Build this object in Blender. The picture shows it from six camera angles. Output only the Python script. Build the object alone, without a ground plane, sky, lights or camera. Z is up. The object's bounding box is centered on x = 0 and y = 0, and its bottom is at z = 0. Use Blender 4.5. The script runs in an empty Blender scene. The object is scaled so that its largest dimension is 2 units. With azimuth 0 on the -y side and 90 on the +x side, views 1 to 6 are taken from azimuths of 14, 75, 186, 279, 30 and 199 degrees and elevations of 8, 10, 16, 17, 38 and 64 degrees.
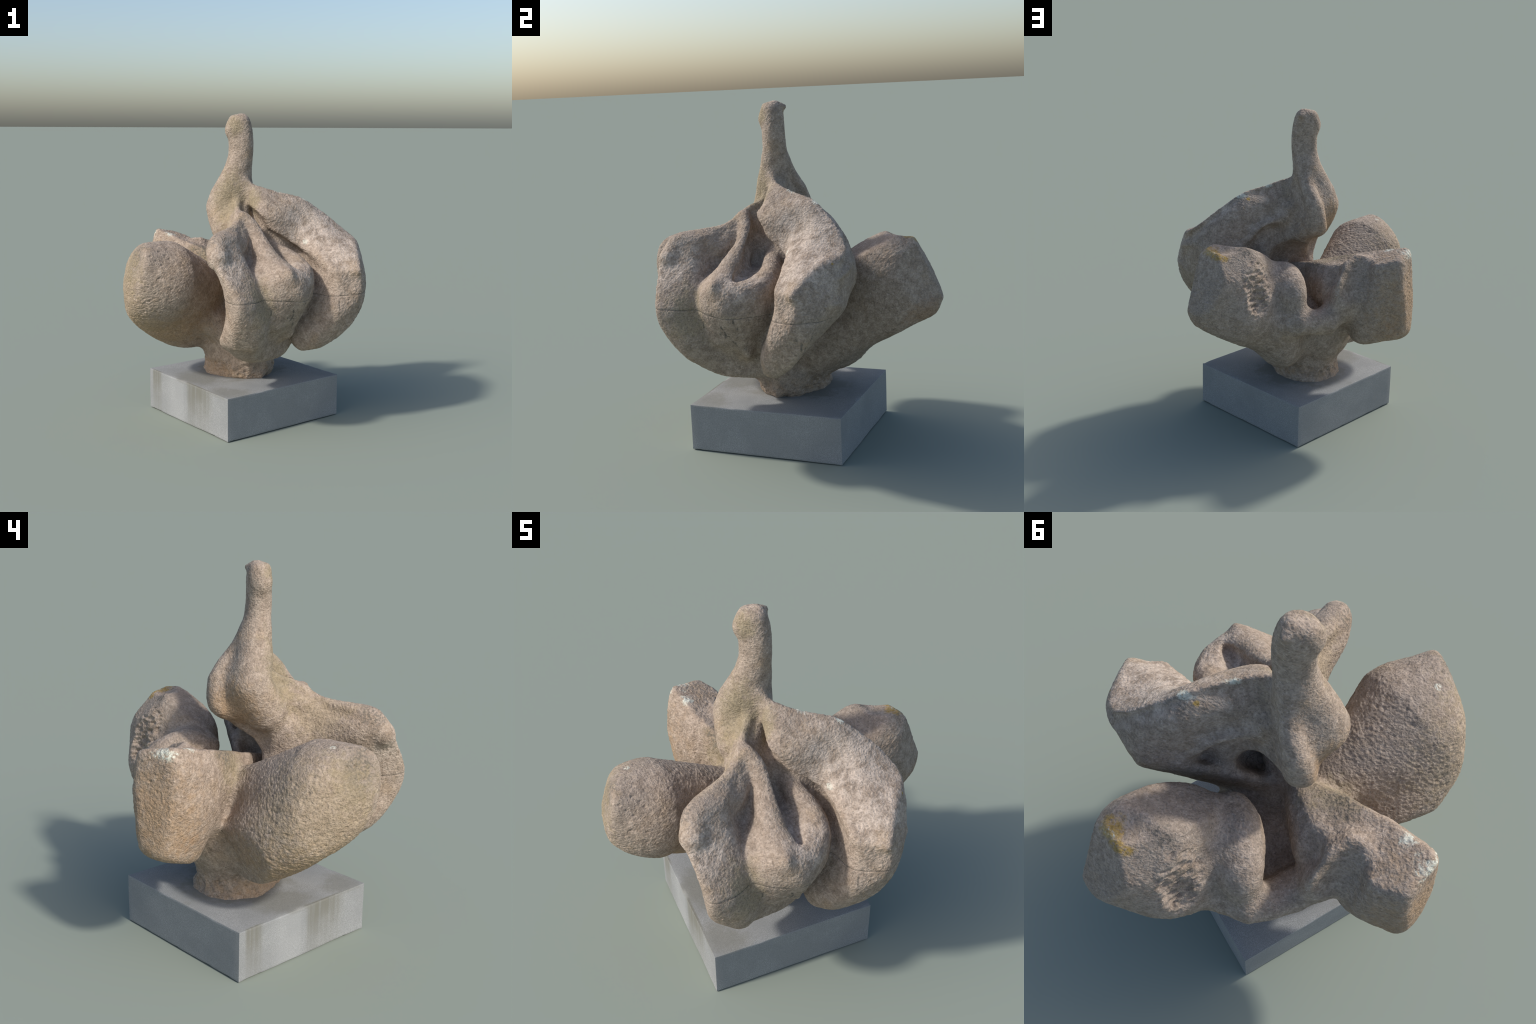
"""A carved stone sculpture on a square plinth.
The stone is modelled as one smooth solid: lofts, sweeps and ellipsoids joined with soft
fillets and hollowed out by softened cuts; it is meshed, given its tooled relief and then
split by region into named parts."""
import bpy, bmesh, math
import numpy as np

def rotm(e):
    a,b,c=np.radians(e)
    ca,sa,cb,sb,cc,sc=np.cos(a),np.sin(a),np.cos(b),np.sin(b),np.cos(c),np.sin(c)
    X=np.array([[1,0,0],[0,ca,-sa],[0,sa,ca]]);Y=np.array([[cb,0,sb],[0,1,0],[-sb,0,cb]]);Z=np.array([[cc,-sc,0],[sc,cc,0],[0,0,1]])
    return Z@Y@X
def smin(a,b,k):
    h=np.maximum(k-np.abs(a-b),0)/k
    return np.minimum(a,b)-h*h*k*.25
def smax(a,b,k): return -smin(-a,-b,k)
def ell(p,q):
    """ellipsoid: centre xyz, radii, euler degrees"""
    q=np.asarray(q,float)
    l=(p-q[:3])@rotm(q[6:9]);r=np.maximum(np.abs(q[3:6]),.02)
    k0=np.linalg.norm(l/r,axis=-1);k1=np.linalg.norm(l/(r*r),axis=-1)+1e-9
    return k0*(k0-1)/k1
def flow(st,n,m=3):
    """smooth curve through the stations (Catmull-Rom), m pieces per span"""
    st=np.asarray(st,float).reshape(-1,n)
    if len(st)<3: return st
    e=np.vstack([2*st[0]-st[1],st,2*st[-1]-st[-2]]);out=[]
    for i in range(1,len(e)-2):
        a,b,c,d=e[i-1:i+3]
        for t in np.arange(m)/m:
            out.append(.5*(2*b+(c-a)*t+(2*a-5*b+4*c-d)*t*t+(3*b-a-3*c+d)*t**3))
    return np.vstack([out,st[-1:]])
def tube(p,st,k=0):
    """round-sectioned sweep: stations xyz r"""
    st=flow(st,4,2);d=None
    for a,b in zip(st[:-1],st[1:]):
        ab=b[:3]-a[:3];pa=p-a[:3]
        t=np.clip(pa@ab/(ab@ab+1e-9),0,1)
        s=np.linalg.norm(pa-t[...,None]*ab,axis=-1)-(a[3]+(b[3]-a[3])*t)
        d=s if d is None else np.minimum(d,s)
    return d
def band(p,st,up,k=0):
    """flat sweep: stations xyz, half height a (along up), half thickness b"""
    st=flow(st,5,3);up=np.asarray(up,float);best=None
    for A,B in zip(st[:-1],st[1:]):
        ab=B[:3]-A[:3];L=np.linalg.norm(ab)+1e-9;tn=ab/L
        u=up-(up@tn)*tn;u/=np.linalg.norm(u)+1e-9;w=np.cross(tn,u)
        pa=p-A[:3];s=pa@tn;t=np.clip(s/L,0,1)
        a=np.maximum(A[3]+(B[3]-A[3])*t,.02);b=np.maximum(A[4]+(B[4]-A[4])*t,.015)
        x=pa@u;y=pa@w;z=s-t*L
        m=np.minimum(a,b)
        k0=np.sqrt((x/a)**2+(y/b)**2+(z/m)**2);k1=np.sqrt((x/a**2)**2+(y/b**2)**2+(z/m**2)**2)+1e-9
        e=k0*(k0-1)/k1
        best=e if best is None else np.minimum(best,e)
    return best
def cut(p,q):
    """half space: azimuth, elevation of the outward normal in degrees, point xyz"""
    az,el=np.radians(q[0]),np.radians(q[1])
    n=np.array([np.cos(el)*np.sin(az),-np.cos(el)*np.cos(az),np.sin(el)])
    return (p-np.asarray(q[2:5]))@n
S = {}  # every part of the stone by name: plain numbers in metres and degrees
# foot on the plinth: x y, radius below, radius above
S['foot'] = [-0.125, 0.085, 0.205, 0.182]
# hub that all lobes grow from: centre, radii, turn
S['core'] = [0.16, 0.064, 0.804, 0.446, 0.04, 0.185, -25.144, -37.725, 29.338]
S['stem'] = [-0.161, 0.097, 0.593, 0.25, -0.001, -0.017, 0.379, 0.172, -0.089, -0.099, 0.967, 0.033]
# round lobe
S['egg'] = [-0.48, -0.3, 0.819, 0.215, 0.27, 0.551, 32.267, 41.232, -62.412]
S['egg_end'] = [303.736, 7.535, -0.663, -0.465, 0.919]
S['egg_low'] = [222.162, -20.953, -0.643, -0.165, 0.588]
S['egg_neck'] = [-0.436, -0.401, 0.941, 0.257, -0.215, 0.006, 0.863, 0.108]
# stub lobe: stations x y z, half height, half thickness
S['west'] = [0.052, -0.027, 0.942, 0.066, -0.05, -0.486, 0.251, 0.919, 0.312, 0.171, -0.737, 0.337, 0.846, 0.503, 0.118]
S['west_top'] = [284.634, 108.437, -0.618, 0.306, 1.166]
S['west_end'] = [253.735, 5.592, -0.759, 0.362, 0.899]
S['west_bot'] = [235.697, -70.055, -0.668, 0.344, 0.625]
# angular lobe
S['north'] = [0.322, 0.529, 0.955, 0.207, 0.316, 0.328, -55.677, 1.127, -39.468]
S['north_in'] = [0.007, 0.405, 0.959, 0.113, 0.219, 0.136, -13.79, -26.623, 34.113]
S['north_neck'] = [0.257, 0.551, 0.831, 0.219, 0.077, 0.163, 0.566, 0.165]
S['north_top'] = [172.78, 120.284, 0.355, 0.588, 1.271]
S['north_face'] = [153.471, 25.216, 0.387, 0.812, 0.93]
S['north_chisel'] = [212.043, 40.964, 0.085, 0.646, 1.053]
S['north_under'] = [129.614, -60.348, 0.45, 0.621, 0.718]
S['north_side'] = [93.694, 9.911, 0.537, 0.594, 1.017]
# trench between the two rear lobes
S['slot'] = [-0.08, 0.18, 1.1, 0.24, 0.05, -0.155, 0.32, 1.08, 0.245, 0.058, -0.225, 0.5, 1.07, 0.23, 0.068, -0.29, 0.72, 1.075, 0.227, 0.078]
S['slot_up'] = [-0.127, 0.242, 1.2, 0.07, -0.235, 0.485, 1.12, 0.08, -0.31, 0.74, 1.1, 0.09]
S['neck_nub'] = [-0.105, -0.045, 1.9, 0.042]
S['beak'] = [-0.045, 0, 1.962, 0.042, -0.03, 0.052, 1.968, 0.015]
# hanging ridges behind the neck
S['ridge_a'] = [-0.064, 0.027, 1.63, 0.045, -0.086, 0.101, 1.535, 0.043, -0.145, 0.166, 1.405, 0.057, -0.164, 0.156, 1.272, 0.064]
S['ridge_b'] = [-0.085, -0.02, 1.649, 0.062, -0.139, -0.016, 1.53, 0.082, -0.184, -0.014, 1.396, 0.102, -0.117, -0.069, 1.266, 0.117]
S['pillar'] = [-0.031, -0.088, 1.296, 0.067, -0.024, -0.064, 1.098, 0.006, 0.067, -0.012, 0.901, 0.095]
# hollow under the wing
S['cavity'] = [0.003, 0.033, 0.983, 0.158, 0.097, 0.199, -27.46, 9.366, 10.205]
S['gap'] = [-0.258, 0.256, 1.155, 0.122, 0.084, 0.316, 1.124, 0.082]
# neck: stations x y z, half widths
S['neck'] = [-0.064, -0.028, 1.996, 0.063, 0.055, -0.056, -0.018, 1.926, 0.077, 0.062, -0.05, -0.019, 1.82, 0.082, 0.065, -0.056, -0.014, 1.72, 0.082, 0.069, -0.068, -0.003, 1.62, 0.081, 0.077, -0.09, -0.01, 1.52, 0.12, 0.084, -0.116, 0.01, 1.42, 0.129, 0.099, -0.126, 0.02, 1.32, 0.11, 0.095, -0.09, 0.051, 1.22, 0.09, 0.085]
# cleft inside the loop
S['loop_hole'] = [0.035, -0.14, 1.4, 0.006, 0.058, -0.16, 1.362, 0.014, 0.09, -0.185, 1.315, 0.026, 0.125, -0.205, 1.258, 0.038, 0.195, -0.236, 1.19, 0.05, 0.27, -0.272, 1.135, 0.055, 0.33, -0.33, 1.09, 0.046, 0.385, -0.39, 1.045, 0.024]
# thin crest from neck to front lobe
S['crest'] = [-0.06, -0.06, 1.45, 0.03, -0.045, -0.125, 1.412, 0.022, -0.022, -0.2, 1.387, 0.021, 0, -0.265, 1.343, 0.022, 0.002, -0.34, 1.298, 0.026, -0.01, -0.44, 1.272, 0.034, -0.023, -0.54, 1.247, 0.05, -0.03, -0.62, 1.215, 0.06, -0.01, -0.675, 1.14, 0.065]
S['crest_wall'] = [-0.055, -0.05, 1.355, 0.075, -0.03, -0.17, 1.31, 0.065, 0, -0.28, 1.255, 0.065, 0.02, -0.39, 1.18, 0.075]
S['belly'] = [0.028, 0.324, 0.612, 0.135, 0.23, 0.22, 0.633, -0.174, 14.396]
S['north_hollow'] = [0.338, 0.595, 1.271, 0.135, 0.092, 0.063, 0.204, 1.11, -0.362]
S['sill'] = [0.065, 0.513, 0.714, 0.078, -0.115, 0.585, 0.775, 0.062, -0.25, 0.44, 0.762, 0.092]
# looped fold: stations x y z, radius
S['loop'] = [0.03, -0.24, 1.355, 0.032, 0.085, -0.235, 1.293, 0.045, 0.15, -0.272, 1.195, 0.06, 0.215, -0.36, 1.095, 0.08, 0.335, -0.428, 1, 0.098, 0.417, -0.358, 0.985, 0.078, 0.428, -0.262, 1.012, 0.058, 0.36, -0.192, 1.062, 0.054, 0.26, -0.148, 1.112, 0.055, 0.15, -0.11, 1.15, 0.04]
S['dish'] = [0.47, -0.13, 1.42, 0.178, 0.178, 0.178, 0, 0, 0]
S['north_scoop'] = [0.1, 0.745, 1.05, 0.1, 0.13, 0.2, 0, 0, 0]
S['saddle'] = [-0.425, 0.49, 0.98, 0.085, -0.44, 0.43, 1.07, 0.08, -0.445, 0.35, 1.16, 0.05]
S['wing_face'] = [95.491, 17.572, 0.755, -0.035, 1.077]
S['slot_rim'] = [-0.34, 0.4, 0.84, 0.06, -0.36, 0.425, 0.95, 0.068, -0.385, 0.425, 1.02, 0.065, -0.405, 0.36, 1.08, 0.06, -0.435, 0.3, 1.11, 0.05]
S['bulge_fill'] = [-0.115, 0.1, 1.299, 0.064, -0.065, 0.051, 1.178, 0.054, -0.02, -0.053, 1.063, 0.072]
S['slot_shoulder'] = [-0.188, 0.153, 0.925, 0.082, -0.262, 0.246, 0.915, 0.105, -0.308, 0.318, 0.894, 0.031]
S['apron'] = [-0.17, -0.165, 0.635, 0.098, -0.05, -0.21, 0.525, 0.04, 0.055, -0.2, 0.44, 0.052]
S['bulge_core'] = [-0.129, 0.049, 1.374, 0.085, 0.077, 0.135, 0.649, 0.209, 0.004]
# wing lobe: upright cross-sections (y, z) along x, starting at the rim and going down the front
DISC_X = [-0.02, 0.1, 0.2, 0.35, 0.5, 0.62, 0.72, 0.8]
S['disc'] = []
S['disc'] += [-0.064, 1.583, -0.064, 1.523, -0.037, 1.434, -0.035, 1.438, 0.064, 1.405, -0.046, 1.216, -0.088, 1.096, -0.053, 0.994, 0.017, 0.938, 0.073, 0.979, 0.092, 1.084, 0.108, 1.2, 0.082, 1.325, 0.065, 1.414, -0.03, 1.434, -0.035, 1.52]  # x = -0.02
S['disc'] += [-0.033, 1.541, -0.111, 1.485, -0.157, 1.405, -0.194, 1.393, -0.102, 1.33, -0.119, 1.218, -0.111, 1.116, -0.068, 0.999, -0.001, 0.93, 0.08, 0.965, 0.087, 1.085, 0.062, 1.232, 0.111, 1.295, 0.076, 1.339, 0.041, 1.413, -0.017, 1.495]  # x = 0.10
S['disc'] += [0.022, 1.516, -0.094, 1.44, -0.17, 1.354, -0.168, 1.323, -0.162, 1.261, -0.105, 1.242, -0.119, 1.124, -0.094, 1.002, -0.044, 0.878, 0.07, 0.908, 0.124, 1.04, 0.113, 1.207, 0.167, 1.252, 0.104, 1.299, 0.089, 1.396, 0.02, 1.47]  # x = 0.20
S['disc'] += [0.135, 1.474, -0.007, 1.408, -0.056, 1.31, -0.08, 1.234, -0.097, 1.162, -0.017, 1.103, -0.118, 0.903, -0.237, 0.721, -0.245, 0.56, -0.121, 0.552, 0.041, 0.691, 0.124, 0.941, 0.212, 1.079, 0.206, 1.196, 0.176, 1.363, 0.102, 1.44]  # x = 0.35
S['disc'] += [0.204, 1.372, 0.044, 1.301, -0.058, 1.229, -0.151, 1.143, -0.172, 1.088, -0.151, 1.009, -0.241, 0.811, -0.299, 0.651, -0.249, 0.531, -0.155, 0.564, -0.005, 0.695, 0.127, 0.845, 0.208, 0.958, 0.253, 1.078, 0.209, 1.262, 0.144, 1.317]  # x = 0.50
S['disc'] += [0.196, 1.258, 0.042, 1.222, -0.092, 1.173, -0.192, 1.079, -0.238, 1.038, -0.246, 0.934, -0.286, 0.791, -0.277, 0.672, -0.195, 0.583, -0.135, 0.663, 0.008, 0.771, 0.136, 0.881, 0.17, 0.971, 0.189, 1.082, 0.198, 1.157, 0.138, 1.204]  # x = 0.62
S['disc'] += [0.112, 1.18, 0, 1.176, -0.108, 1.127, -0.209, 1.041, -0.205, 0.987, -0.224, 0.893, -0.237, 0.802, -0.195, 0.726, -0.16, 0.681, -0.07, 0.771, 0.015, 0.869, 0.09, 0.934, 0.086, 0.994, 0.088, 1.084, 0.129, 1.091, 0.079, 1.126]  # x = 0.72
S['disc'] += [0.03, 1.094, -0.035, 1.114, -0.117, 1.085, -0.201, 1.04, -0.172, 0.972, -0.183, 0.919, -0.17, 0.872, -0.128, 0.837, -0.121, 0.818, -0.059, 0.874, -0.021, 0.956, 0.013, 0.971, 0.002, 0.984, 0.001, 1.024, 0.03, 1.024, 0.029, 1.047]  # x = 0.80
# front lobe and bowl: level cross-sections (x, y) going up
FOLD_Z = [0.46, 0.52, 0.6, 0.7, 0.8, 0.9, 1, 1.1, 1.2, 1.28]
S['fold'] = []
S['fold'] += [0.078, -0.191, 0.069, -0.324, 0.062, -0.409, 0.085, -0.428, 0.137, -0.446, 0.182, -0.431, 0.226, -0.391, 0.259, -0.337, 0.287, -0.272, 0.282, -0.174, 0.215, -0.091, 0.12, -0.098]  # z = 0.46
S['fold'] += [0.063, -0.191, 0.067, -0.344, 0.018, -0.471, 0.062, -0.526, 0.121, -0.544, 0.178, -0.533, 0.207, -0.469, 0.241, -0.393, 0.283, -0.291, 0.322, -0.165, 0.225, -0.06, 0.11, -0.076]  # z = 0.52
S['fold'] += [0.056, -0.192, 0.062, -0.388, -0.042, -0.546, 0.068, -0.644, 0.134, -0.652, 0.213, -0.628, 0.237, -0.53, 0.241, -0.426, 0.288, -0.287, 0.338, -0.161, 0.23, -0.046, 0.083, -0.061]  # z = 0.60
S['fold'] += [0.029, -0.146, 0.062, -0.39, -0.005, -0.584, 0.066, -0.707, 0.139, -0.733, 0.25, -0.675, 0.272, -0.565, 0.242, -0.44, 0.248, -0.29, 0.282, -0.13, 0.235, -0.027, 0.078, -0.037]  # z = 0.70
S['fold'] += [-0.01, -0.101, 0.06, -0.402, 0.015, -0.589, 0.073, -0.733, 0.15, -0.786, 0.249, -0.703, 0.28, -0.576, 0.231, -0.455, 0.224, -0.294, 0.24, -0.135, 0.226, -0.029, 0.065, 0.006]  # z = 0.80
S['fold'] += [-0.051, -0.108, 0.035, -0.414, 0.014, -0.6, 0.061, -0.739, 0.153, -0.803, 0.222, -0.71, 0.245, -0.574, 0.205, -0.457, 0.202, -0.295, 0.207, -0.142, 0.209, -0.044, 0.046, -0.003]  # z = 0.90
S['fold'] += [-0.11, -0.115, -0.041, -0.412, -0.018, -0.6, 0.037, -0.728, 0.093, -0.783, 0.157, -0.697, 0.202, -0.575, 0.157, -0.454, 0.161, -0.292, 0.175, -0.145, 0.177, -0.052, 0.03, -0.016]  # z = 1.00
S['fold'] += [-0.143, -0.116, -0.087, -0.314, -0.088, -0.555, -0.035, -0.668, 0.01, -0.749, 0.084, -0.671, 0.136, -0.557, 0.087, -0.427, 0.128, -0.314, 0.154, -0.146, 0.159, -0.059, -0.011, -0.02]  # z = 1.10
S['fold'] += [-0.162, -0.123, -0.054, -0.316, -0.102, -0.505, -0.101, -0.612, -0.041, -0.694, 0.036, -0.642, 0.086, -0.515, 0.018, -0.383, 0.075, -0.275, 0.114, -0.146, 0.112, -0.066, -0.034, -0.027]  # z = 1.20
S['fold'] += [-0.119, -0.103, 0.011, -0.263, 0.01, -0.418, -0.048, -0.536, -0.048, -0.655, 0.033, -0.588, 0.065, -0.46, -0.001, -0.349, 0.016, -0.255, 0.048, -0.147, 0.046, -0.072, -0.028, -0.033]  # z = 1.28
# body of the looped fold: level cross-sections (x, y) going up
BULB_Z = [0.56, 0.62, 0.7, 0.8, 0.9, 1, 1.08]
S['bulb'] = []
S['bulb'] += [0.236, -0.365, 0.259, -0.354, 0.277, -0.342, 0.274, -0.328, 0.284, -0.289, 0.285, -0.237, 0.24, -0.214, 0.203, -0.278]  # z = 0.56
S['bulb'] += [0.23, -0.411, 0.27, -0.415, 0.317, -0.359, 0.375, -0.34, 0.327, -0.283, 0.315, -0.205, 0.24, -0.181, 0.182, -0.279]  # z = 0.62
S['bulb'] += [0.233, -0.478, 0.308, -0.506, 0.366, -0.422, 0.4, -0.368, 0.376, -0.281, 0.338, -0.169, 0.24, -0.157, 0.162, -0.278]  # z = 0.70
S['bulb'] += [0.223, -0.524, 0.316, -0.545, 0.421, -0.466, 0.449, -0.41, 0.442, -0.271, 0.376, -0.136, 0.24, -0.139, 0.14, -0.277]  # z = 0.80
S['bulb'] += [0.209, -0.545, 0.311, -0.573, 0.447, -0.507, 0.487, -0.44, 0.487, -0.27, 0.4, -0.118, 0.241, -0.116, 0.119, -0.275]  # z = 0.90
S['bulb'] += [0.173, -0.52, 0.282, -0.566, 0.411, -0.531, 0.453, -0.445, 0.466, -0.295, 0.397, -0.104, 0.224, -0.092, 0.096, -0.253]  # z = 1.00
S['bulb'] += [0.128, -0.455, 0.259, -0.493, 0.421, -0.529, 0.343, -0.438, 0.394, -0.297, 0.354, -0.122, 0.206, -0.082, 0.093, -0.232]  # z = 1.08

def catmull(a,b,c,d,t): return .5*(2*b+(c-a)*t+(2*a-5*b+4*c-d)*t*t+(3*b-a-3*c+d)*t**3)
def loft(p,q,S,axis,m=3,only=None,corner=()):
    """solid lofted through closed outlines q (one per station S along axis)"""
    a,b={'x':(1,2),'z':(0,1)}[axis];s=p[...,0 if axis=='x' else 2]
    out=np.full(s.shape,1.);n=len(S)
    sel=(s>S[0]-.2)&(s<S[-1]+.2)
    if only is not None:
        lo=S[max(0,only-2)] if only>1 else -9;hi=S[min(n-1,only+2)] if only<n-2 else 9
        sel&=(s>=lo)&(s<=hi)
    B=np.asarray(q,float).reshape(-1,2);l,h=B.min(0)-.12,B.max(0)+.12;u,v=p[...,a],p[...,b]
    sel&=(u>l[0])&(u<h[0])&(v>l[1])&(v<h[1])
    if not sel.any(): return out,sel
    x,y,s=p[...,a][sel],p[...,b][sel],s[sel]
    lev,of=np.unique(np.round(s,3),return_inverse=True)   # one outline per millimetre of height
    C=np.asarray(q,float).reshape(n,-1,2)
    t=np.clip(np.interp(lev,S,np.arange(n)),0,n-1-1e-6);k=t.astype(int);f=(t-k)[:,None,None]
    E=np.concatenate([2*C[:1]-C[1:2],C,2*C[-1:]-C[-2:-1]])
    c=catmull(E[k],E[k+1],E[k+2],E[k+3],f)
    M=c.shape[1];pts=[]
    for g in range(M):
        aa,bb,ee,ff=c[:,(g-1)%M],c[:,g],c[:,(g+1)%M],c[:,(g+2)%M]
        if g in corner: aa=2*bb-ee
        if (g+1)%M in corner: ff=2*ee-bb
        for w in range(m): pts.append(catmull(aa,bb,ee,ff,w/m))
    D=np.full(x.shape,9.);ins=np.zeros(x.shape,bool)
    ax,ay=pts[0][of,0],pts[0][of,1];x0,y0=ax,ay
    for w in range(1,len(pts)+1):
        bx,by=(pts[w][of,0],pts[w][of,1]) if w<len(pts) else (x0,y0)
        ex,ey=bx-ax,by-ay;px,py=x-ax,y-ay
        tt=np.clip((px*ex+py*ey)/(ex*ex+ey*ey+1e-12),0,1)
        D=np.minimum(D,(px-ex*tt)**2+(py-ey*tt)**2)
        with np.errstate(all='ignore'): ins^=((ay>y)!=(by>y))&(px<ex*py/ey)
        ax,ay=bx,by
    D=np.sqrt(D);out[sel]=np.where(ins,-D,D);return out,sel
def post(p,q):
    """upright loft of ellipses: x y z rx ry"""
    c=flow(q,5,4)[::-1];z=p[...,2]
    f=lambda i:np.interp(z,c[:,2],c[:,i])
    x,y,a,b=p[...,0]-f(0),p[...,1]-f(1),np.maximum(f(3),.02),np.maximum(f(4),.02)
    k0=np.hypot(x/a,y/b);k1=np.hypot(x/a**2,y/b**2)+1e-9
    return smax(k0*(k0-1)/k1,np.maximum(z-c[-1,2],c[0,2]-z),.04)
TUBE={'apron','slot_shoulder','bulge_fill','slot_rim','saddle','crest','crest_wall','west_groove','sill','loop','stem','egg_neck','north_neck','slot_up','ridge_a','ridge_b','pillar','loop_hole','groove','gap','beak'}
BAND={'west','slot'}
CUT={'wing_face','egg_end','egg_low','west_top','west_end','west_bot','north_top','north_face','north_chisel','north_under','north_side'}
def reach(n,q):
    """box round a part, with the margin that the fillets need"""
    q=np.asarray(q,float)
    if n in CUT or n in('disc','fold','bulb'): return None
    if n=='foot': l,h=np.array([q[0]-.3,q[1]-.3,.1]),np.array([q[0]+.3,q[1]+.3,.6])
    elif n=='neck_nub': l,h=q[:3]-q[3],q[:3]+q[3]
    elif n in TUBE: c=flow(q,4,2);r=c[:,3:4];l,h=(c[:,:3]-r).min(0),(c[:,:3]+r).max(0)
    elif n in BAND or n=='neck': c=flow(q,5,3);r=c[:,3:].max();l,h=(c[:,:3]-r).min(0),(c[:,:3]+r).max(0)
    else: l,h=q[:3]-q[3:6].max(),q[:3]+q[3:6].max()
    return l-.13,h+.13
def prim(n,p,P):
    q=P[n];b=reach(n,q)
    if b is None: return shape(n,p,q)
    m=((p>b[0])&(p<b[1])).all(-1);out=np.full(p.shape[:-1],.5)
    if m.any(): out[m]=shape(n,p[m],q)
    return out
def shape(n,p,q):
    if n=='foot':
        z=p[...,2]
        return smax(np.hypot(p[...,0]-q[0],p[...,1]-q[1])-(q[2]+(q[3]-q[2])*np.clip((z-.26)/.25,0,1)),np.maximum(z-.52,.2-z),.03)
    if n=='neck_nub': return np.linalg.norm(p-np.asarray(q[:3]),axis=-1)-q[3]
    if n=='neck': return post(p,q)
    if n=='disc': return loft(p,q,DISC_X,'x',corner=(0,))[0]
    if n=='bulb': return loft(p,q,BULB_Z,'z')[0]
    if n=='fold': return loft(p,q,FOLD_Z,'z')[0]
    if n in TUBE: return tube(p,q)
    if n in BAND: return band(p,q,(0,0,1))
    if n in CUT: return cut(p,q)
    return ell(p,q)
def prims(p,P):
    d={n:prim(n,p,P) for n in P};d['p']=p;return d
def combine(d,k=(.08,.05,.03)):
    kb,km,ks=k;x,z=d['p'][...,0],d['p'][...,2]
    core=smin(smin(smin(d['core'],d['stem'],kb),d['apron'],.06),d['foot'],.05)
    egg=smax(smax(d['egg'],d['egg_end'],.06),d['egg_low'],.02)
    egg=smin(egg,d['egg_neck'],kb)
    w=d['west']
    w=smax(smax(smax(w,d['west_top'],.015),d['west_end'],.05),d['west_bot'],.05)
    n=smin(smin(d['north'],d['north_in'],kb),d['north_neck'],kb)
    for c in('north_top','north_face','north_chisel','north_under','north_side'): n=smax(n,d[c],.01)
    n=smax(smax(n,-d['north_hollow'],.02),-d['north_scoop'],.015)
    low=smin(smin(core,egg,km),smin(w,n,kb),kb)
    low=smin(smin(low,d['sill'],.13),d['belly'],.12)
    low=smin(smin(low,d['slot_shoulder'],.08),d['slot_rim'],.08)
    low=smax(low,-d['saddle'],.05)
    low=smax(smax(low,-d['slot'],ks),-d['slot_up'],ks)
    neck=smin(smin(d['neck'],d['neck_nub'],.05),d['beak'],.02)
    neck=smin(neck,smin(d['ridge_a'],d['ridge_b'],.06),km)
    disc=d['disc'];disc=smax(disc,np.maximum(x-DISC_X[-1]+.008,DISC_X[0]-x),.04);disc=smax(disc,d['wing_face'],.022)
    fold=d['fold'];fold=smax(fold,np.maximum(z-FOLD_Z[-1],FOLD_Z[0]-z),.04)
    disc=smax(disc,-d['dish'],.04)
    neck=smin(smin(neck,d['bulge_core'],.05),d['bulge_fill'],.06)
    up=smin(smin(neck,d['pillar'],kb),disc,.04)
    bulb=smax(d['bulb'],np.maximum(z-BULB_Z[-1],BULB_Z[0]-z),.05)
    bulb=smin(bulb,d['loop'],.05)
    up=smin(up,smin(smin(fold,d['crest_wall'],km),d['crest'],.025),ks)
    up=smin(up,bulb,.035)
    up=smax(up,-d['loop_hole'],ks)
    up=smax(smax(up,-d['cavity'],ks),-d['gap'],km)
    return smin(low,up,.06)
K=(.08,.05,.03)
def sdf(p,P): return combine(prims(p,P),K)

def surface_nets(f,lo,h):
    """f: 3D array of signed distances on a grid -> verts, quads"""
    s=f<0
    c=[(i,j,k) for i in(0,1) for j in(0,1) for k in(0,1)]
    n=np.array(f.shape)-1
    def corner(a,i,j,k): return a[i:i+n[0],j:j+n[1],k:k+n[2]]
    cnt=sum(corner(s,*q).astype(np.int8) for q in c)
    act=(cnt>0)&(cnt<8)
    idx=-np.ones(act.shape,np.int64);idx[act]=np.arange(act.sum())
    I=np.argwhere(act)
    V=np.zeros((len(I),3));W=np.zeros(len(I))
    val={q:corner(f,*q)[act] for q in c}
    for a in c:
        for ax in range(3):
            if a[ax]==0:
                b=list(a);b[ax]=1;b=tuple(b)
                fa,fb=val[a],val[b];m=(fa<0)!=(fb<0)
                t=np.where(m,fa/np.where(m,fa-fb,1),0)
                for d in range(3):
                    V[:,d]+=m*(a[d]+(t if d==ax else 0))
                W+=m
    V=(V/W[:,None]+I)*h+lo
    Q=[]
    for ax in range(3):
        o=[d for d in range(3) if d!=ax]
        sl=[slice(None)]*3;sl[ax]=slice(0,-1);s0=s[tuple(sl)];sl[ax]=slice(1,None);s1=s[tuple(sl)]
        m=s0!=s1
        E=np.argwhere(m);E=E[(E[:,o[0]]>0)&(E[:,o[1]]>0)&(E[:,o[0]]<n[o[0]])&(E[:,o[1]]<n[o[1]])]
        def at(da,db):
            e=E.copy();e[:,o[0]]+=da;e[:,o[1]]+=db;return idx[e[:,0],e[:,1],e[:,2]]
        q=np.stack([at(-1,-1),at(0,-1),at(0,0),at(-1,0)],1)
        flip=s0[tuple(E.T)]
        if ax==1: flip=~flip
        q[~flip]=q[~flip][:,::-1]
        Q.append(q)
    return V,np.concatenate(Q)

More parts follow.
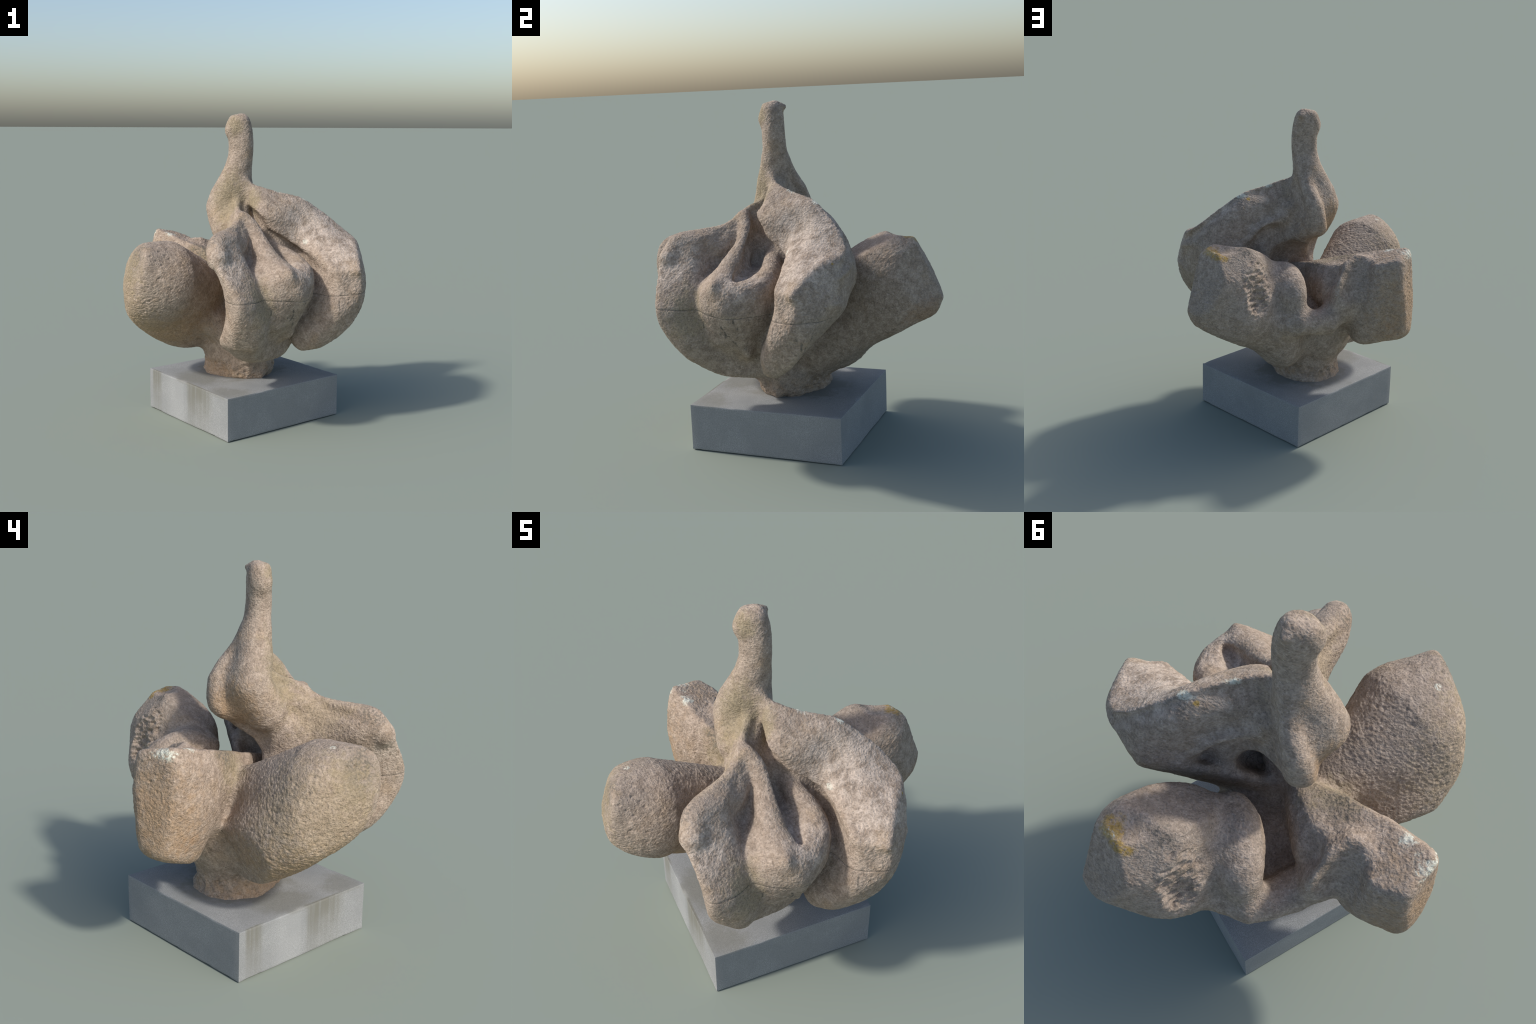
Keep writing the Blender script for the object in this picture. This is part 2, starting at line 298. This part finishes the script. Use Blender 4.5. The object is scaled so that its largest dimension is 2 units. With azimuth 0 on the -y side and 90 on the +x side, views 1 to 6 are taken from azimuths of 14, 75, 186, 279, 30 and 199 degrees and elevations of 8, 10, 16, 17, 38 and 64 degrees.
# ------------------------------------------------------------------ noise for the tool marks
def hash3(i, seed):
    i = i.astype(np.int64)
    h = (i[..., 0] * 73856093) ^ (i[..., 1] * 19349663) ^ (i[..., 2] * 83492791) ^ (seed * 2654435761)
    h = (h ^ (h >> 13)) * 1274126177 & 0x7FFFFFFF
    h = (h ^ (h >> 16)) * 668265263 & 0x7FFFFFFF
    return ((h ^ (h >> 11)) & 0xFFFFF) / float(0xFFFFF)

def value_noise(p, seed):
    i = np.floor(p); f = p - i; f = f * f * (3 - 2 * f); r = 0
    for dx in (0, 1):
        for dy in (0, 1):
            for dz in (0, 1):
                w = np.abs(1 - dx - f[:, 0]) * np.abs(1 - dy - f[:, 1]) * np.abs(1 - dz - f[:, 2])
                r = r + w * hash3(i + [dx, dy, dz], seed)
    return r * 2 - 1

def fractal(p, seed, octaves=3):
    return sum(value_noise(p * 2 ** o, seed + o) * .5 ** o for o in range(octaves))

def cells(p, seed):
    """distance to the nearest of scattered points"""
    i = np.floor(p); best = np.full(len(p), 9.)
    for dx in (-1, 0, 1):
        for dy in (-1, 0, 1):
            for dz in (-1, 0, 1):
                c = i + [dx, dy, dz]
                q = c + np.stack([hash3(c, seed + k) for k in (1, 2, 3)], 1)
                best = np.minimum(best, ((p - q) ** 2).sum(1))
    return np.sqrt(best)

# ------------------------------------------------------------------ mesh of the solid
H = .0104
LO, HI, BL = np.array([-.86, -.88, .22]), np.array([.88, .88, 2.04]), 8
def build_stone():
    n = np.ceil((HI - LO) / H / BL).astype(int) * BL
    field = np.full(n + 1, 1.)
    nb = n // BL
    B = np.stack(np.meshgrid(*[np.arange(k) for k in nb], indexing='ij'), -1).reshape(-1, 3)
    centre = LO + (B + .5) * BL * H
    d = sdf(centre, S)
    near = np.abs(d) < BL * H * .9 + .05
    for b, v in zip(B[~near], d[~near]):
        field[tuple(slice(q * BL, q * BL + BL + 1) for q in b)] = v
    o = np.stack(np.meshgrid(*[np.arange(BL + 1)] * 3, indexing='ij'), -1).reshape(-1, 3)
    todo = B[near]
    for s in range(0, len(todo), 400):
        part = todo[s:s + 400]
        p = LO + (part[:, None] * BL + o[None]) * H
        v = sdf(p.reshape(-1, 3), S).reshape(len(part), BL + 1, BL + 1, BL + 1)
        for b, w in zip(part, v):
            field[tuple(slice(q * BL, q * BL + BL + 1) for q in b)] = w
    for ax in (0, 1, 2):                      # light rounding of every edge
        a = field.copy()
        lo = [slice(None)] * 3; mid = [slice(None)] * 3; hi = [slice(None)] * 3
        lo[ax], mid[ax], hi[ax] = slice(0, -2), slice(1, -1), slice(2, None)
        field[tuple(mid)] = .5 * a[tuple(mid)] + .25 * (a[tuple(lo)] + a[tuple(hi)])
    V, Q = surface_nets(field, LO, H)
    return V, Q

V, Q = build_stone()
mesh = bpy.data.meshes.new("stone"); mesh.from_pydata(V.tolist(), [], Q.tolist())
bm = bmesh.new(); bm.from_mesh(mesh)
# keep only the largest connected shell
seen, shells = set(), []
for f in bm.faces:
    if f.index in seen: continue
    stack, shell = [f], []
    seen.add(f.index)
    while stack:
        g = stack.pop(); shell.append(g)
        for e in g.edges:
            for k in e.link_faces:
                if k.index not in seen: seen.add(k.index); stack.append(k)
    shells.append(shell)
shells.sort(key=len)
for s in shells[:-1]: bmesh.ops.delete(bm, geom=s, context='FACES')
bm.to_mesh(mesh); bm.free()
stone = bpy.data.objects.new("stone", mesh); bpy.context.collection.objects.link(stone)
mod = stone.modifiers.new("fine", 'SUBSURF'); mod.levels = mod.render_levels = 1
dg = bpy.context.evaluated_depsgraph_get()
fine = bpy.data.meshes.new_from_object(stone.evaluated_get(dg))
bpy.data.objects.remove(stone); bpy.data.meshes.remove(mesh)

nv = len(fine.vertices)
co = np.empty(nv * 3, np.float32); fine.vertices.foreach_get("co", co); co = co.reshape(-1, 3).astype(float)
no = np.empty(nv * 3, np.float32); fine.vertices.foreach_get("normal", no); no = no.reshape(-1, 3).astype(float)

# ------------------------------------------------------------------ regions
def regions(p):
    d = prims(p, S)
    r = dict(foot=d['foot'], hub=np.minimum(np.minimum(d['core'], d['stem']), d['belly']) + .02,
             round_lobe=np.minimum(d['egg'], d['egg_neck'] + .03),
             stub_lobe=d['west'], angular_lobe=np.minimum(np.minimum(d['north'], d['north_in']), d['north_neck'] + .03),
             neck=np.minimum(np.minimum(d['neck'], d['ridge_a']), np.minimum(d['ridge_b'], d['pillar'])),
             wing=d['disc'], front_lobe=np.minimum(np.minimum(d['fold'], d['crest']), d['crest_wall'] + .01),
             looped_fold=np.minimum(d['bulb'], d['loop']))
    return r
R = regions(co); KIND = list(R)
dist = np.stack([R[k] for k in KIND]); region = dist.argmin(0)
w = np.exp(-np.maximum(dist - dist.min(0), 0) / .02); w /= w.sum(0); W = dict(zip(KIND, w))

# ------------------------------------------------------------------ tooled surface
turn = rotm((25, -35, 20))
warp = (co + .012 * np.stack([fractal(co * 12, k, 2) for k in (11, 12, 13)], 1)) @ turn
dents = np.clip(cells(warp * [44, 62, 80], 5), 0, 1)
grain = np.clip(cells(warp * [95, 95, 140], 9), 0, 1)
strength = .45 + .7 * np.clip(.5 + 1.2 * fractal(co * 3.2, 31, 2), 0, 1)
rough = .0034 * W['round_lobe'] + .0030 * (W['stub_lobe'] + W['angular_lobe']) + .0026 * (W['wing'] + W['front_lobe'] + W['looped_fold']) + .0017 * W['neck'] + .0030 * (W['foot'] + W['hub'])
relief = rough * strength * 1.5 * (dents - .5) + rough * .55 * (grain - .5) + .0030 * fractal(co * 8, 41, 3) * (rough / .0028) + .0008 * value_noise(co * 150, 51)
# short pick marks scattered over the round lobe and the end of the stub
pits = np.clip(1 - cells(warp @ rotm((0, 40, 50)) * [16, 16, 34], 71) / .30, 0, 1) ** 1.3
relief -= .009 * pits * (W['round_lobe'] + .6 * W['stub_lobe'])
# the foot is left rough and chipped
low = np.clip((.42 - co[:, 2]) / .06, 0, 1)
relief += low * (.010 * fractal(co * 17, 63, 4) - .012 * np.clip(1 - cells(co * [22, 22, 30], 67) / .4, 0, 1)) + .012 * np.clip((.315 - co[:, 2]) / .03, 0, 1) * (.5 + .5 * fractal(co * 10, 69, 2))
# rough chiselled facet down the inner edge of the angular lobe
q = (co - np.array([.15, .65, 1.02])) / [.085, .12, .21]
patch = np.clip(1.2 - np.linalg.norm(q, axis=1), 0, .4) / .4
gouge = np.clip(1 - cells((co + .01 * np.stack([fractal(co * 20, k, 2) for k in (21, 22, 23)], 1)) @ rotm((0, 20, 0)) * [17, 17, 44], 81) / .62, 0, 1)
relief += patch * (.006 - .022 * gouge)
# saw joint between the upper and the lower block of the front
seam = .886 + .012 * np.sin(co[:, 0] * 7 + 1) + .006 * fractal(co * 12, 91, 2)
front = np.clip((.05 - co[:, 1]) * 12, 0, 1) * np.clip((co[:, 0] + .02) * 20, 0, 1) * np.clip(W['wing'] + W['front_lobe'] + W['looped_fold'], 0, 1)
relief -= .004 * np.exp(-((co[:, 2] - seam) / .0035) ** 2) * front
co += no * relief[:, None]
fine.vertices.foreach_set("co", co.astype(np.float32).ravel()); fine.update()
for f in (fine,): f.shade_smooth()
vn = np.empty(nv * 3, np.float32); fine.vertices.foreach_get("normal", vn); vn = vn.reshape(-1, 3)

# ------------------------------------------------------------------ materials
def material(name):
    m = bpy.data.materials.new(name); m.use_nodes = True
    nt = m.node_tree; nt.nodes.clear()
    return m, nt
class G:
    """small helper to write node graphs"""
    def __init__(s, nt): s.nt = nt
    def n(s, kind, **kw):
        x = s.nt.nodes.new(kind)
        for k, v in kw.items(): setattr(x, k, v)
        return x
    def put(s, sock, v):
        if hasattr(v, "is_output"): s.nt.links.new(v, sock)
        else: sock.default_value = v
    def noise(s, vec, scale, detail=4, rough=.55, dist=0.):
        x = s.n("ShaderNodeTexNoise"); s.put(x.inputs["Vector"], vec)
        for k, v in (("Scale", scale), ("Detail", detail), ("Roughness", rough), ("Distortion", dist)): x.inputs[k].default_value = v
        return x.outputs["Fac"]
    def math(s, op, a, b=0., clamp=False):
        x = s.n("ShaderNodeMath", operation=op); x.use_clamp = clamp; s.put(x.inputs[0], a); s.put(x.inputs[1], b); return x.outputs[0]
    def step(s, v, lo, hi):
        x = s.n("ShaderNodeMapRange", interpolation_type='SMOOTHSTEP'); s.put(x.inputs["Value"], v)
        x.inputs["From Min"].default_value, x.inputs["From Max"].default_value = lo, hi; return x.outputs["Result"]
    def mix(s, f, a, b):
        x = s.n("ShaderNodeMix", data_type='RGBA'); s.put(x.inputs[0], f)
        for k, v in ((6, a), (7, b)): s.put(x.inputs[k], v if hasattr(v, "is_output") else (*v, 1))
        return x.outputs[2]
    def map(s, vec, loc=(0, 0, 0), scale=(1, 1, 1)):
        x = s.n("ShaderNodeMapping"); s.put(x.inputs["Vector"], vec); x.inputs["Location"].default_value = loc; x.inputs["Scale"].default_value = scale; return x.outputs[0]
    def blob(s, vec, c, r, wob, inner=.55, outer=1.15):
        """soft patch round a point, its edge broken by a noise value"""
        m = s.map(vec, loc=tuple(-a / b for a, b in zip(c, r)), scale=tuple(1 / b for b in r))
        x = s.n("ShaderNodeVectorMath", operation='LENGTH'); s.put(x.inputs[0], m)
        d = s.math('ADD', x.outputs["Value"], s.math('MULTIPLY', s.math('SUBTRACT', wob, .5), 1.7))
        return s.math('SUBTRACT', 1., s.step(d, inner, outer))
    def any(s, *v):
        r = v[0]
        for k in v[1:]: r = s.math('MAXIMUM', r, k)
        return r

def stone_material():
    m, nt = material("weathered_sandstone"); g = G(nt)
    obj = g.n("ShaderNodeTexCoord").outputs["Object"]
    big, mid, fin = g.noise(obj, 3.2, 3), g.noise(obj, 22, 5, .6), g.noise(obj, 120, 3, .6)
    col = g.mix(g.step(mid, .38, .62), BASE_A, BASE_B)
    col = g.mix(g.math('MULTIPLY', g.step(big, .45, .7), .55), col, BASE_C)
    col = g.mix(g.math('MULTIPLY', g.step(g.noise(obj, 7, 4), .52, .72), .45), col, BASE_OCHRE)
    col = g.mix(g.math('MULTIPLY', g.step(fin, .56, .72), .5), col, BASE_PALE)
    col = g.mix(g.math('MULTIPLY', g.step(g.noise(obj, 75, 4, .65), .60, .74), .55), col, BASE_DARK)
    wob = g.noise(obj, 26, 5, .65)
    # olive algae on the neck front, crest and round lobe
    alg = g.any(g.blob(obj, (-.10, -.10, 1.42), (.14, .16, .26), wob, .3, 1.2), g.blob(obj, (.06, -.10, 1.42), (.06, .10, .12), wob, .3, 1.2),
                g.blob(obj, (-.55, -.52, 1.02), (.16, .2, .2), wob, .2, 1.1), g.blob(obj, (.2, -.62, .86), (.16, .16, .2), wob, .2, 1.1),
                g.blob(obj, (-.07, -.06, 1.93), (.07, .08, .08), wob, .3, 1.1), g.blob(obj, (-.3, .1, 1.0), (.2, .14, .2), wob, .2, 1.1))
    col = g.mix(g.math('MULTIPLY', alg, .55), col, OLIVE)
    # dark lichen speckle
    dk = g.any(g.blob(obj, (-.06, -.62, 1.24), (.07, .1, .06), wob), g.blob(obj, (-.58, -.60, 1.12), (.12, .1, .16), wob), g.blob(obj, (.35, .13, 1.43), (.1, .06, .06), wob), g.blob(obj, (-.35, .12, 1.08), (.1, .1, .08), wob), g.blob(obj, (.24, .57, 1.22), (.05, .05, .04), wob))
    col = g.mix(g.math('MULTIPLY', g.math('MULTIPLY', dk, g.step(g.noise(obj, 70, 3), .42, .6)), .7), col, DARKL)
    # water streaks below the joint of the looped fold
    st = g.noise(g.map(obj, scale=(38, 38, 2.2)), 1., 3)
    z = g.n("ShaderNodeSeparateXYZ"); g.put(z.inputs[0], obj); z = z.outputs["Z"]
    band = g.math('MULTIPLY', g.step(z, .62, .74), g.math('SUBTRACT', 1., g.step(z, .865, .885)))
    where = g.any(g.blob(obj, (.36, -.45, .8), (.2, .16, .2), wob, .6, 1.2), g.blob(obj, (.68, -.2, .78), (.14, .16, .16), wob, .6, 1.2))
    col = g.mix(g.math('MULTIPLY', g.math('MULTIPLY', g.step(st, .55, .68), band), g.math('MULTIPLY', where, .75)), col, DARKL)
    tan = g.any(g.blob(obj, (-.68, .32, .85), (.2, .2, .34), wob, .3, 1.3), g.blob(obj, (-.48, -.3, .66), (.3, .3, .2), wob, .3, 1.3), g.blob(obj, (-.2, .05, 1.3), (.16, .16, .16), wob, .3, 1.2), g.blob(obj, (-.1, .05, .32), (.26, .26, .1), wob, .4, 1.2))
    col = g.mix(g.math('MULTIPLY', tan, .72), col, TAN)
    kh = g.any(g.blob(obj, (-.62, -.42, .86), (.22, .34, .36), wob, .4, 1.2), g.blob(obj, (-.04, -.3, 1.2), (.1, .3, .2), wob, .3, 1.1))
    col = g.mix(g.math('MULTIPLY', kh, .5), col, KHAKI)
    # rusty stains low on the angular lobe, pale crusts and ochre lichen on the tops
    rust = g.any(g.blob(obj, (.52, .66, .80), (.16, .16, .12), wob, .2, 1.1), g.blob(obj, (-.66, .3, .75), (.12, .2, .14), wob, .1, 1.0))
    col = g.mix(g.math('MULTIPLY', rust, .45), col, RUST)
    pale = g.any(g.blob(obj, (-.73, .29, 1.17), (.09, .10, .05), wob, .35, .75), g.blob(obj, (-.62, .22, 1.18), (.07, .06, .05), wob, .3, .7), g.blob(obj, (-.535, -.465, 1.19), (.04, .025, .03), wob, .4, .8), g.blob(obj, (-.50, -.50, 1.18), (.025, .04, .03), wob, .4, .8),
                 g.blob(obj, (.19, .0, 1.51), (.09, .035, .035), wob, .3, .75), g.blob(obj, (.36, .09, 1.45), (.10, .04, .04), wob, .3, .7), g.blob(obj, (.44, .63, 1.23), (.1, .07, .04), wob, .2, .6), g.blob(obj, (.40, -.10, 1.19), (.03, .03, .03), wob, .3, .7))
    col = g.mix(g.math('MULTIPLY', g.math('MULTIPLY', pale, g.step(g.noise(obj, 55, 4, .7), .38, .5)), .85), col, CRUST)
    wear = g.any(g.blob(obj, (.45, .0, 1.28), (.34, .2, .26), wob, .3, 1.2), g.blob(obj, (.64, -.06, 1.1), (.16, .2, .16), wob, .3, 1.2), g.blob(obj, (.05, -.66, 1.1), (.14, .16, .18), wob, .3, 1.2), g.blob(obj, (.36, -.38, 1.02), (.16, .14, .1), wob, .3, 1.2))  # wing and fold tops painted paler to match their sunlit brightness
    col = g.mix(g.math('MULTIPLY', g.math('MULTIPLY', wear, g.step(mid, .30, .60)), .60), col, BASE_PALE)
    yel = g.any(g.blob(obj, (.43, .60, 1.22), (.075, .07, .06), wob, .3, .95), g.blob(obj, (.36, .665, 1.20), (.12, .035, .04), wob, .35, .9), g.blob(obj, (.29, .10, 1.43), (.03, .03, .03), wob, .2, .5), g.blob(obj, (.72, .05, 1.17), (.015, .015, .015), wob, .3, .8), g.blob(obj, (-.66, .41, 1.15), (.05, .04, .03), wob, .15, .5))
    col = g.mix(g.math('MULTIPLY', g.math('MULTIPLY', yel, g.step(g.noise(obj, 60, 4, .7), .36, .52)), .85), col, OCHRE)
    # saw joint of the front: a thin dark line
    xyz = g.n("ShaderNodeSeparateXYZ"); g.put(xyz.inputs[0], obj)
    line = g.math('ADD', .886, g.math('MULTIPLY', g.math('SINE', g.math('ADD', g.math('MULTIPLY', xyz.outputs["X"], 7.), 1.)), .012))
    off = g.math('ABSOLUTE', g.math('ADD', g.math('SUBTRACT', xyz.outputs["Z"], line), g.math('MULTIPLY', g.math('SUBTRACT', g.noise(obj, 14, 2), .5), .012)))
    joint = g.math('MULTIPLY', g.math('SUBTRACT', 1., g.step(off, .0008, .0034)), g.math('MULTIPLY', g.math('LESS_THAN', xyz.outputs["Y"], .04), g.math('GREATER_THAN', xyz.outputs["X"], .0)))
    col = g.mix(g.math('MULTIPLY', joint, .55), col, DARKL)
    # tooled grain: light crowns and dark pits over everything
    vor = g.n("ShaderNodeTexVoronoi", feature='SMOOTH_F1'); vor.inputs["Scale"].default_value = 85; vor.inputs["Smoothness"].default_value = .6
    dis = g.n("ShaderNodeVectorMath", operation='ADD'); g.put(dis.inputs[0], obj)
    wv = g.n("ShaderNodeTexNoise"); g.put(wv.inputs["Vector"], obj); wv.inputs["Scale"].default_value = 40
    sc = g.n("ShaderNodeVectorMath", operation='SCALE'); g.put(sc.inputs[0], wv.outputs["Color"]); sc.inputs["Scale"].default_value = .02
    g.put(dis.inputs[1], sc.outputs[0]); g.put(vor.inputs["Vector"], g.map(dis.outputs[0], scale=(1, 1.25, 1.6)))
    pit = vor.outputs["Distance"]
    n70 = g.noise(obj, 70, 5, .7)
    val = g.math('ADD', g.math('MULTIPLY', g.step(n70, .32, .68), .36), g.math('MULTIPLY', g.step(pit, .12, .6), .24))
    val = g.math('ADD', val, .69)
    comb = g.n("ShaderNodeCombineColor")
    for k in range(3): g.put(comb.inputs[k], val)
    mul = g.n("ShaderNodeMix", data_type='RGBA', blend_type='MULTIPLY'); mul.inputs[0].default_value = 1.
    g.put(mul.inputs[6], col); g.put(mul.inputs[7], comb.outputs[0]); col = mul.outputs[2]
    b = g.n("ShaderNodeBsdfPrincipled"); b.inputs["Roughness"].default_value = .92
    b.inputs["Specular IOR Level"].default_value = .25
    g.put(b.inputs["Base Color"], col)
    bump = g.n("ShaderNodeBump"); bump.inputs["Strength"].default_value = .75; bump.inputs["Distance"].default_value = .006
    g.put(bump.inputs["Height"], g.math('ADD', g.math('ADD', n70, g.math('MULTIPLY', pit, .7)), g.math('MULTIPLY', g.noise(obj, 260, 2), .3)))
    g.put(b.inputs["Normal"], bump.outputs[0])
    o = g.n("ShaderNodeOutputMaterial"); nt.links.new(b.outputs[0], o.inputs[0])
    return m

def plinth_material():
    m, nt = material("grey_plinth_stone"); g = G(nt)
    obj = g.n("ShaderNodeTexCoord").outputs["Object"]
    wob = g.noise(obj, 9, 5, .6)
    col = g.mix(g.step(g.noise(obj, 260, 3, .6), .4, .62), PL_A, PL_B)
    col = g.mix(g.math('MULTIPLY', g.step(g.noise(obj, 4, 5, .6), .4, .65), .5), col, PL_C)
    # broad soft runs of dirt down the side that faces the weather
    dot = g.n("ShaderNodeVectorMath", operation='DOT_PRODUCT'); g.put(dot.inputs[0], obj); dot.inputs[1].default_value = (.788, -.616, 0)
    along = g.math('ADD', g.math('ADD', dot.outputs["Value"], .505), g.math('MULTIPLY', g.math('SUBTRACT', g.noise(g.map(obj, scale=(16, 16, .8)), 1., 3), .5), .09))
    nrm = g.n("ShaderNodeVectorMath", operation='DOT_PRODUCT'); g.put(nrm.inputs[0], obj); nrm.inputs[1].default_value = (-.616, -.788, 0)
    side = g.step(nrm.outputs["Value"], .452, .462)
    def run(a, b, c, d): return g.math('MULTIPLY', g.step(along, a, b), g.math('SUBTRACT', 1., g.step(along, c, d)))
    sep = g.n("ShaderNodeSeparateXYZ"); g.put(sep.inputs[0], obj)
    fade = g.math('ADD', .3, g.math('MULTIPLY', g.step(g.math('ADD', sep.outputs["Z"], g.math('MULTIPLY', g.math('SUBTRACT', wob, .5), .2)), .02, .25), .7))
    stain = g.any(run(.03, .07, .12, .17), run(.44, .47, .64, .80))
    streak = g.step(g.noise(g.map(obj, scale=(45, 45, 1.5)), 1., 3), .3, .6)
    col = g.mix(g.math('MULTIPLY', g.math('MULTIPLY', g.math('MULTIPLY', stain, fade), side), g.math('ADD', .45, g.math('MULTIPLY', streak, .4))), col, PL_STAIN)
    col = g.mix(g.math('MULTIPLY', g.math('MULTIPLY', run(.2, .3, .40, .45), side), .3), col, PL_PALE)
    top = g.any(g.blob(obj, (-.28, -.2, .28), (.22, .26, .03), wob, .3, 1.1), g.blob(obj, (-.1, .1, .28), (.33, .31, .03), wob, .7, 1.1), g.blob(obj, (.0, -.5, .28), (.2, .16, .03), wob, .2, 1.))
    col = g.mix(g.math('MULTIPLY', top, .5), col, PL_STAIN)
    b = g.n("ShaderNodeBsdfPrincipled"); b.inputs["Roughness"].default_value = .85; b.inputs["Specular IOR Level"].default_value = .3
    g.put(b.inputs["Base Color"], col)
    bump = g.n("ShaderNodeBump"); bump.inputs["Strength"].default_value = .25; bump.inputs["Distance"].default_value = .002
    g.put(bump.inputs["Height"], g.noise(obj, 220, 4, .6)); g.put(b.inputs["Normal"], bump.outputs[0])
    o = g.n("ShaderNodeOutputMaterial"); nt.links.new(b.outputs[0], o.inputs[0])
    return m

BASE_A, BASE_B, BASE_C = (.275, .215, .165), (.375, .300, .238), (.285, .238, .195)
BASE_OCHRE, BASE_PALE, BASE_DARK = (.34, .25, .165), (.55, .462, .39), (.16, .125, .095)
TAN, KHAKI = (.335, .225, .13), (.31, .245, .155)
OLIVE, DARKL, RUST, CRUST, OCHRE = (.245, .205, .115), (.08, .075, .065), (.30, .18, .10), (.60, .61, .52), (.38, .245, .06)
PL_A, PL_B, PL_C, PL_STAIN, PL_PALE = (.222, .228, .226), (.33, .337, .335), (.215, .222, .222), (.16, .156, .128), (.37, .375, .375)
STONE, PLINTH = stone_material(), plinth_material()

# ------------------------------------------------------------------ objects
root = bpy.data.objects.new("stone_sculpture", None); bpy.context.collection.objects.link(root)
root["label"] = "abstract carved sandstone sculpture with swelling lobes on grey plinth"
root["category"] = "stone sculpture"
def child(name, me, mat):
    o = bpy.data.objects.new(name, me); bpy.context.collection.objects.link(o); o.parent = root
    me.materials.append(mat); return o

fq = np.empty(len(fine.polygons) * 4, np.int32); fine.polygons.foreach_get("vertices", fq); fq = fq.reshape(-1, 4)
fr = np.array([np.bincount(region[f], minlength=len(KIND)).argmax() for f in fq])
NAMES = dict(foot="foot", hub="hub", round_lobe="round_lobe", stub_lobe="stub_lobe", angular_lobe="angular_lobe", neck="neck", wing="wing", front_lobe="front_lobe", looped_fold="looped_fold")
for i, k in enumerate(KIND):
    f = fq[fr == i]
    if not len(f): continue
    used, inv = np.unique(f, return_inverse=True)
    me = bpy.data.meshes.new(NAMES[k]); me.from_pydata(co[used].tolist(), [], inv.reshape(-1, 4).tolist())
    me.shade_smooth(); me.normals_split_custom_set_from_vertices(vn[used].tolist())
    child(NAMES[k], me, STONE)
bpy.data.meshes.remove(fine)

# plinth: a slightly irregular square slab with worn, chipped edges
corner = [(.035, -.624), (.588, .113), (-.128, .680), (-.688, -.057)]
bm = bmesh.new()
vs = [[bm.verts.new((x, y, z)) for x, y in corner] for z in (.001, .276)]
bm.faces.new(vs[0][::-1]); bm.faces.new(vs[1])
for i in range(4): bm.faces.new((vs[0][i], vs[0][(i + 1) % 4], vs[1][(i + 1) % 4], vs[1][i]))
bmesh.ops.subdivide_edges(bm, edges=bm.edges[:], cuts=40, use_grid_fill=True)
bm.normal_update()
P = np.array([v.co for v in bm.verts]); N = np.array([v.normal for v in bm.verts])
edge = np.array([max((e.calc_face_angle(0) for e in v.link_edges), default=0) > .5 for v in bm.verts])
wear = .0012 * fractal(P * 6, 201, 3) - edge * (.003 + .010 * np.clip(fractal(P * 22, 203, 2) - .55, 0, 1))
for v, p, n_, k in zip(bm.verts, P, N, wear):
    v.co = p + n_ * k
    v.co.z = max(v.co.z, 0.)
me = bpy.data.meshes.new("plinth"); bm.to_mesh(me); bm.free()
me.shade_smooth()
pl = child("plinth", me, PLINTH)
me.set_sharp_from_angle(angle=math.radians(40))
